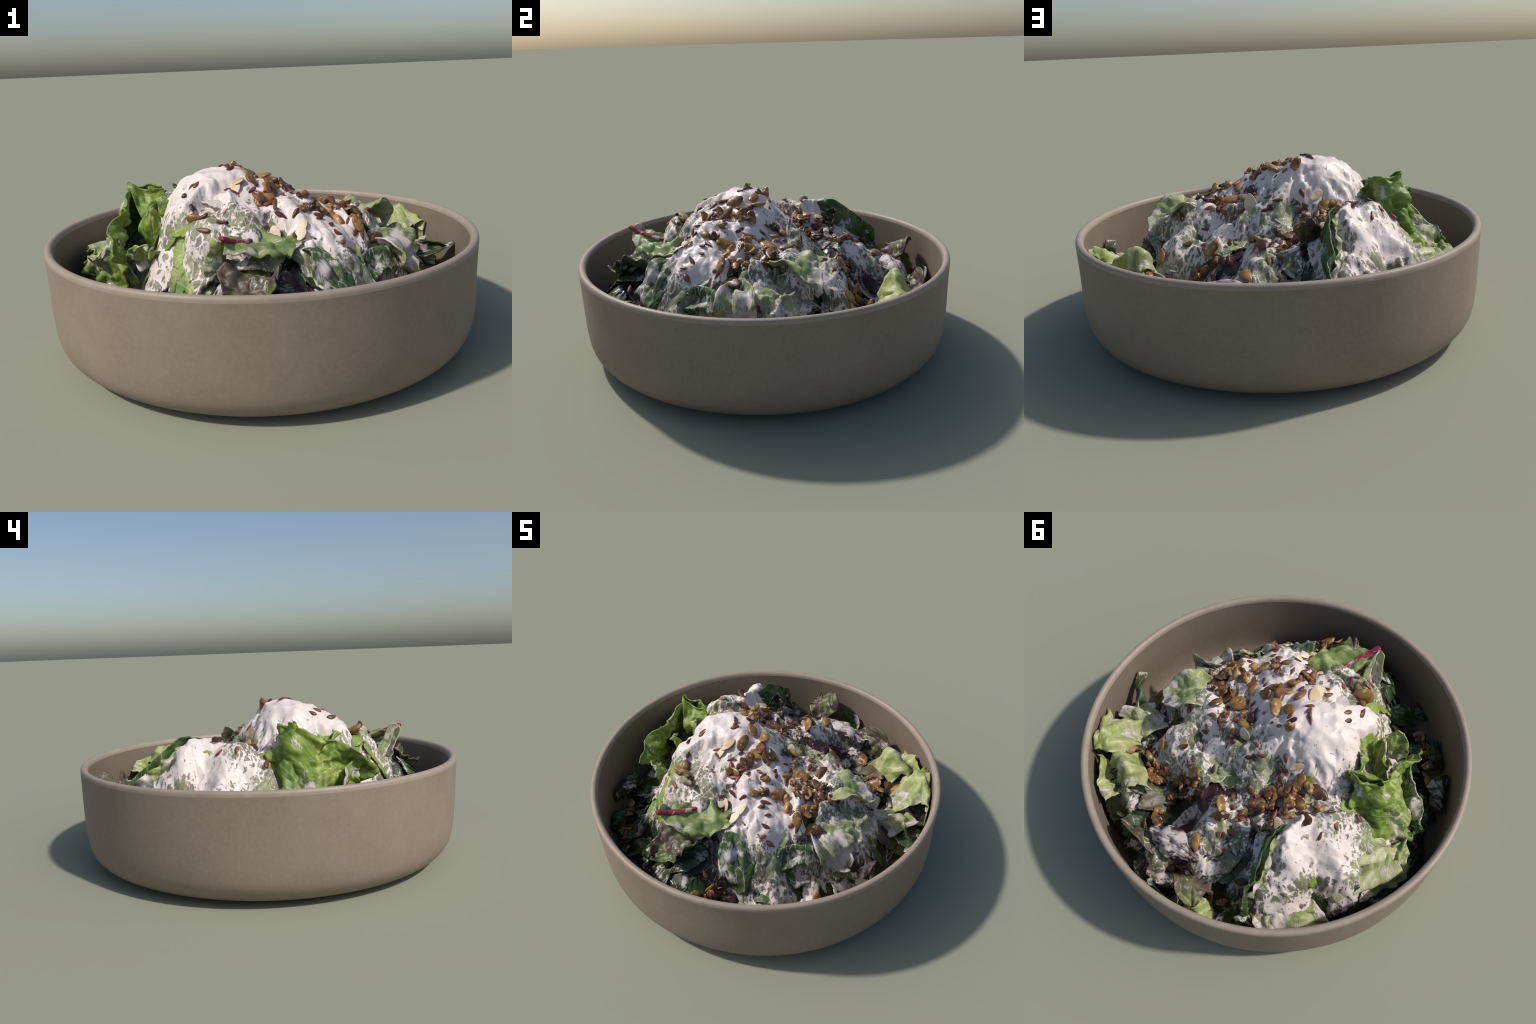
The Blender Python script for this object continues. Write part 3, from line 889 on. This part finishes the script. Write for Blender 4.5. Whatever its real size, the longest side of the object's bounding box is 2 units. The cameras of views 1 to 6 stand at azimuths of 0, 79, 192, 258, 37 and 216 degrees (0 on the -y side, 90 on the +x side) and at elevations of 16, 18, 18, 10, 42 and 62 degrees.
# pull the coat sideways a little so that lumps overhang and drips run downhill
nx = .010 * fbm(V[:, 0] * 14, V[:, 1] * 14 + V[:, 2] * 10, 71, 2)
ny = .010 * fbm(V[:, 0] * 14 + 7, V[:, 1] * 14 - V[:, 2] * 10, 72, 2)
V[:, 0] += nx
V[:, 1] += ny
dressing = add("dressing", make_mesh("dressing", V, F.tolist()), salad, MAT["cream"])
so = dressing.modifiers.new("thickness", "SOLIDIFY")
so.thickness = .012
so.offset = -1
dressing["kind"] = "stuff"


# ----------------------------------------------------------------------------
# seeds, nuts and almond slices
# ----------------------------------------------------------------------------
def seed_mesh(name, L, W, T, point=.35, bend=0.0, rough=0.0, seed=0, nu=16, nv=20):
    """A flattened drop: blunt at one end, pointed at the other."""
    verts, faces = [], []
    for i in range(nu + 1):
        u = math.pi * i / nu
        y = -math.cos(u)
        r = math.sin(u) * (1 - point * (y * .5 + .5) ** 1.6)
        for j in range(nv):
            a = 2 * math.pi * j / nv
            verts.append((r * math.cos(a) * W / 2, y * L / 2, r * math.sin(a) * T / 2))
    V = np.array(verts)
    V[:, 2] += bend * (V[:, 1] / (L / 2)) ** 2
    if rough:
        V *= 1 + rough * fbm(V[:, 0] * 60 + seed, V[:, 1] * 60 + V[:, 2] * 80, seed, 3)[:, None]
    for i in range(nu):
        for j in range(nv):
            m = (j + 1) % nv
            faces.append((i * nv + j, i * nv + m, (i + 1) * nv + m, (i + 1) * nv + j))
    me = make_mesh(name, V, faces)
    bm = bmesh.new()
    bm.from_mesh(me)
    bmesh.ops.remove_doubles(bm, verts=bm.verts, dist=1e-5)
    bm.to_mesh(me)
    bm.free()
    me.polygons.foreach_set("use_smooth", [True] * len(me.polygons))
    return me


def curl_mesh(name, L, W, T, arc=2.2, seed=0):
    """A curved half nut, like a broken ring."""
    n, m = 22, 14
    verts, faces = [], []
    R = L / arc * .9
    for i in range(n + 1):
        a = arc * (i / n - .5)
        r = math.sin(math.pi * min(max(i / n, .02), .98)) ** .55
        for j in range(m):
            b = 2 * math.pi * j / m
            verts.append(((R + r * W / 2 * math.cos(b)) * math.cos(a) - R, (R + r * W / 2 * math.cos(b)) * math.sin(a), r * T / 2 * math.sin(b)))
    V = np.array(verts)
    V *= 1 + .10 * fbm(V[:, 0] * 50 + seed, V[:, 1] * 50 + V[:, 2] * 70, seed, 2)[:, None]
    for i in range(n):
        for j in range(m):
            k = (j + 1) % m
            faces.append((i * m + j, i * m + k, (i + 1) * m + k, (i + 1) * m + j))
    faces += [tuple(range(m))[::-1], tuple(n * m + k for k in range(m))]
    return make_mesh(name, V, faces)


def chunk_mesh(name, size, seed):
    """A knobbly broken piece of nut."""
    bm = bmesh.new()
    bmesh.ops.create_icosphere(bm, subdivisions=4, radius=size / 2)
    for v in bm.verts:
        p = np.array(v.co) / size
        d = 1 + .45 * float(fbm(p[0] * 2.6 + seed, p[1] * 2.6 + p[2] * 2.1, seed, 3)) - .25 * abs(float(noise(p[0] * 4 - seed, p[2] * 4 + p[1], seed + 9)))
        v.co = Vector(p * size * d * np.array([1.0, .75, .6]))
    me = bpy.data.meshes.new(name)
    bm.to_mesh(me)
    bm.free()
    me.polygons.foreach_set("use_smooth", [True] * len(me.polygons))
    return me


MESH = {
    "pumpkin_seed": [seed_mesh("pumpkin_seed", .098, .064, .029, .30, .006, .10, 1), seed_mesh("pumpkin_seed", .088, .053, .027, .38, -.006, .14, 2),
                     seed_mesh("pumpkin_seed", .108, .072, .032, .25, .004, .09, 3), seed_mesh("pumpkin_seed", .080, .058, .026, .2, .010, .16, 4)],
    "nut_piece": [curl_mesh("nut_piece", .105, .040, .034, 2.4, 1), chunk_mesh("nut_piece", .072, 2), chunk_mesh("nut_piece", .058, 5), seed_mesh("nut_piece", .085, .050, .028, .2, .008, .25, 6),
                  curl_mesh("nut_piece", .080, .034, .024, 1.8, 7), chunk_mesh("nut_piece", .046, 8), seed_mesh("nut_piece", .066, .046, .018, .1, .012, .25, 9)],
    "flax_seed": [seed_mesh("flax_seed", .050, .029, .017, .5, 0, .03, 1, 12, 14), seed_mesh("flax_seed", .044, .027, .016, .45, .003, .03, 4, 12, 14), seed_mesh("flax_seed", .054, .024, .018, .5, .004, .05, 8, 12, 14)],
    "almond_slice": [seed_mesh("almond_slice", .092, .062, .010, .28, .004, .01, 1), seed_mesh("almond_slice", .072, .05, .009, .2, -.004, .01, 2)],
}
for kind, mat in (("pumpkin_seed", "pumpkin"), ("nut_piece", "nut"), ("flax_seed", "flax"), ("almond_slice", "almond")):
    for me in MESH[kind]:
        me.materials.append(MAT[mat])

#PLACES
PLACES = {
    "almond_slice": [
        (0.169, -0.43), (0.155, -0.477), (0.022, -0.425), (0.057, -0.42), (-0.093, -0.2), (-0.105, -0.253), (-0.218, 0.126), (-0.31, 0.396), (0.11, 0.102),
    ],
    "pumpkin_seed": [
        (0.647, -0.434), (0.268, -0.246), (0.337, -0.044), (0.119, -0.09), (0.242, -0.029), (-0.042, -0.146), (0.019, -0.027), (-0.056, -0.04), (-0.234, -0.431),
        (0.228, -0.11), (0.344, 0.053), (-0.032, 0.506), (0.005, 0.657), (0.307, 0.642), (-0.215, 0.234), (-0.271, 0.163), (-0.371, 0.154), (-0.329, 0.33),
        (-0.346, 0.261), (-0.292, 0.239), (0.316, -0.142), (-0.006, 0.463), (0.483, -0.251), (0.416, -0.289), (0.202, -0.763), (-0.402, -0.627), (-0.545, -0.687),
        (-0.287, 0.681),
    ],
    "nut_piece": [
        (0.115, 0.037), (0.409, -0.193), (0.143, -0.471), (0.556, -0.719), (0.277, -0.855), (0.03, -0.234), (0.49, -0.092), (0.392, 0.281), (0.518, 0.443),
        (0.35, 0.428), (0.335, 0.483), (0.269, 0.398), (-0.419, 0.224), (-0.42, 0.331), (-0.2, 0.324), (-0.127, 0.312), (-0.294, 0.389), (-0.277, 0.195),
        (0.443, -0.167), (0.23, -0.771), (0.274, -0.742), (0.243, -0.715), (-0.6, -0.672), (-0.386, 0.297), (-0.11, 0.031), (-0.254, 0.358), (0.196, -0.297),
        (0.166, 0.434), (0.282, 0.449), (0.333, 0.596), (0.472, 0.501), (-0.194, 0.8), (-0.259, 0.788),
    ],
    "flax_seed": [
        (0.378, -0.279), (0.289, -0.375), (0.244, -0.33), (0.243, -0.363), (0.059, -0.363), (0.032, -0.322), (0.045, -0.466), (0.038, -0.228), (0.017, -0.266),
        (-0.036, -0.256), (-0.142, -0.25), (-0.11, -0.205), (-0.158, -0.058), (-0.178, -0.037), (-0.009, 0.036), (-0.058, 0.044), (-0.082, -0.011), (-0.104, 0.004),
        (-0.301, -0.176), (-0.153, -0.449), (-0.148, -0.38), (-0.272, -0.419), (0.285, 0.078), (0.259, 0.066), (0.246, 0.109), (0.247, 0.13), (0.195, 0.074),
        (0.184, 0.12), (0.188, 0.146), (0.155, 0.139), (0.14, 0.174), (0.01, 0.141), (0.015, 0.196), (-0.006, 0.184), (-0.04, 0.173), (-0.155, 0.128),
        (0.44, -0.109), (0.404, -0.104), (0.422, -0.093), (0.209, -0.043), (0.168, -0.041), (0.135, -0.233), (-0.328, -0.266), (0.468, 0.124), (0.33, 0.106),
        (0.281, 0.106), (0.337, 0.167), (0.316, 0.336), (0.298, 0.311), (0.573, 0.354), (0.542, 0.361), (0.653, 0.402), (0.546, 0.426), (0.044, 0.574),
        (0.011, 0.473), (0.015, 0.435), (-0.017, 0.384), (-0.053, 0.423), (-0.071, 0.569), (-0.092, 0.558), (-0.118, 0.524), (0.172, 0.304), (0.33, 0.395),
        (0.294, 0.392), (0.495, 0.423), (0.318, 0.521), (0.337, 0.698), (0.214, 0.46), (0.144, 0.438), (-0.148, 0.157), (-0.177, 0.157), (-0.178, 0.198),
        (-0.148, 0.182), (-0.485, 0.229), (-0.537, 0.264), (-0.502, 0.34), (-0.587, 0.139), (-0.311, 0.218), (-0.305, 0.28), (-0.022, -0.276), (0.051, -0.313),
        (0.04, -0.265), (0.096, -0.279), (0.078, -0.391), (0.141, -0.386), (0.007, -0.412), (-0.113, -0.277), (-0.142, -0.074), (-0.128, -0.101), (-0.015, -0.199),
        (0.216, -0.282), (0.173, -0.144), (0.197, -0.169), (0.311, -0.423), (0.327, -0.47), (0.363, -0.459), (0.404, -0.315), (0.433, -0.312), (0.423, -0.29),
        (0.381, -0.118), (0.424, -0.052), (0.472, -0.041), (0.422, -0.021), (-0.297, -0.316), (-0.278, -0.206), (-0.183, -0.415), (-0.171, -0.479), (-0.239, -0.499),
    ],
}

LIFT = {"pumpkin_seed": .004, "nut_piece": .005, "flax_seed": .003, "almond_slice": .009}
TILT = {"pumpkin_seed": .45, "nut_piece": .8, "flax_seed": .35, "almond_slice": .5}
rs = np.random.default_rng(5)


def lay(kind, x, y, extra=0.0):
    me = MESH[kind][rs.integers(len(MESH[kind]))]
    z = float(top_surface(np.array(x), np.array(y)))
    reach = float(inner_radius(min(max(z, .1), .5))) - .075
    r = math.hypot(x, y)
    if r > reach:
        x, y = x * reach / r, y * reach / r
    n = top_normal(np.array(x), np.array(y), .03)
    z = float(top_surface(np.array(x), np.array(y)))
    n = (n + Vector(rs.normal(size=3)) * TILT[kind] * .6).normalized()
    q = n.to_track_quat("Z", "Y").to_matrix().to_4x4() @ Matrix.Rotation(rs.uniform(0, 6.283), 4, "Z")
    ob = add(kind, me, salad)
    s = rs.uniform(.78, 1.18)
    p = Vector((x, y, z + extra)) + n * LIFT[kind]
    ob.matrix_world = Matrix.Translation(p) @ q @ Matrix.Diagonal((s, s, s, 1))
    return ob


for kind, spots in PLACES.items():
    for x, y in spots:
        lay(kind, x, y)
# piled clumps of candied nuts and seeds: centre, spread, number of pieces
CLUMPS = [(-.25, .27, .085, 22), (-.19, .34, .07, 12), (.40, -.12, .06, 6), (.30, -.20, .05, 5), (.12, -.12, .05, 4), (.52, .40, .06, 6), (.045, -.262, .045, 6), (.19, -.28, .045, 5), (.42, -.20, .05, 7), (.36, -.02, .05, 5),
          (.27, -.06, .05, 5), (.48, .44, .05, 6), (.24, .41, .05, 6), (.20, -.78, .06, 8), (-.24, -.40, .03, 4), (.47, -.10, .04, 4),
          (-.10, .40, .05, 5), (.63, .41, .03, 3), (-.62, -.62, .07, 7), (-.75, -.50, .05, 4), (.14, .03, .04, 3)]
for cx, cy, spread, count in CLUMPS:
    for i in range(count):
        x, y = cx + rs.normal() * spread * .7, cy + rs.normal() * spread * .7
        kind = ["nut_piece", "pumpkin_seed", "flax_seed"][rs.choice(3, p=[.45, .25, .30])]
        lay(kind, x, y, .007 * (i % 3))
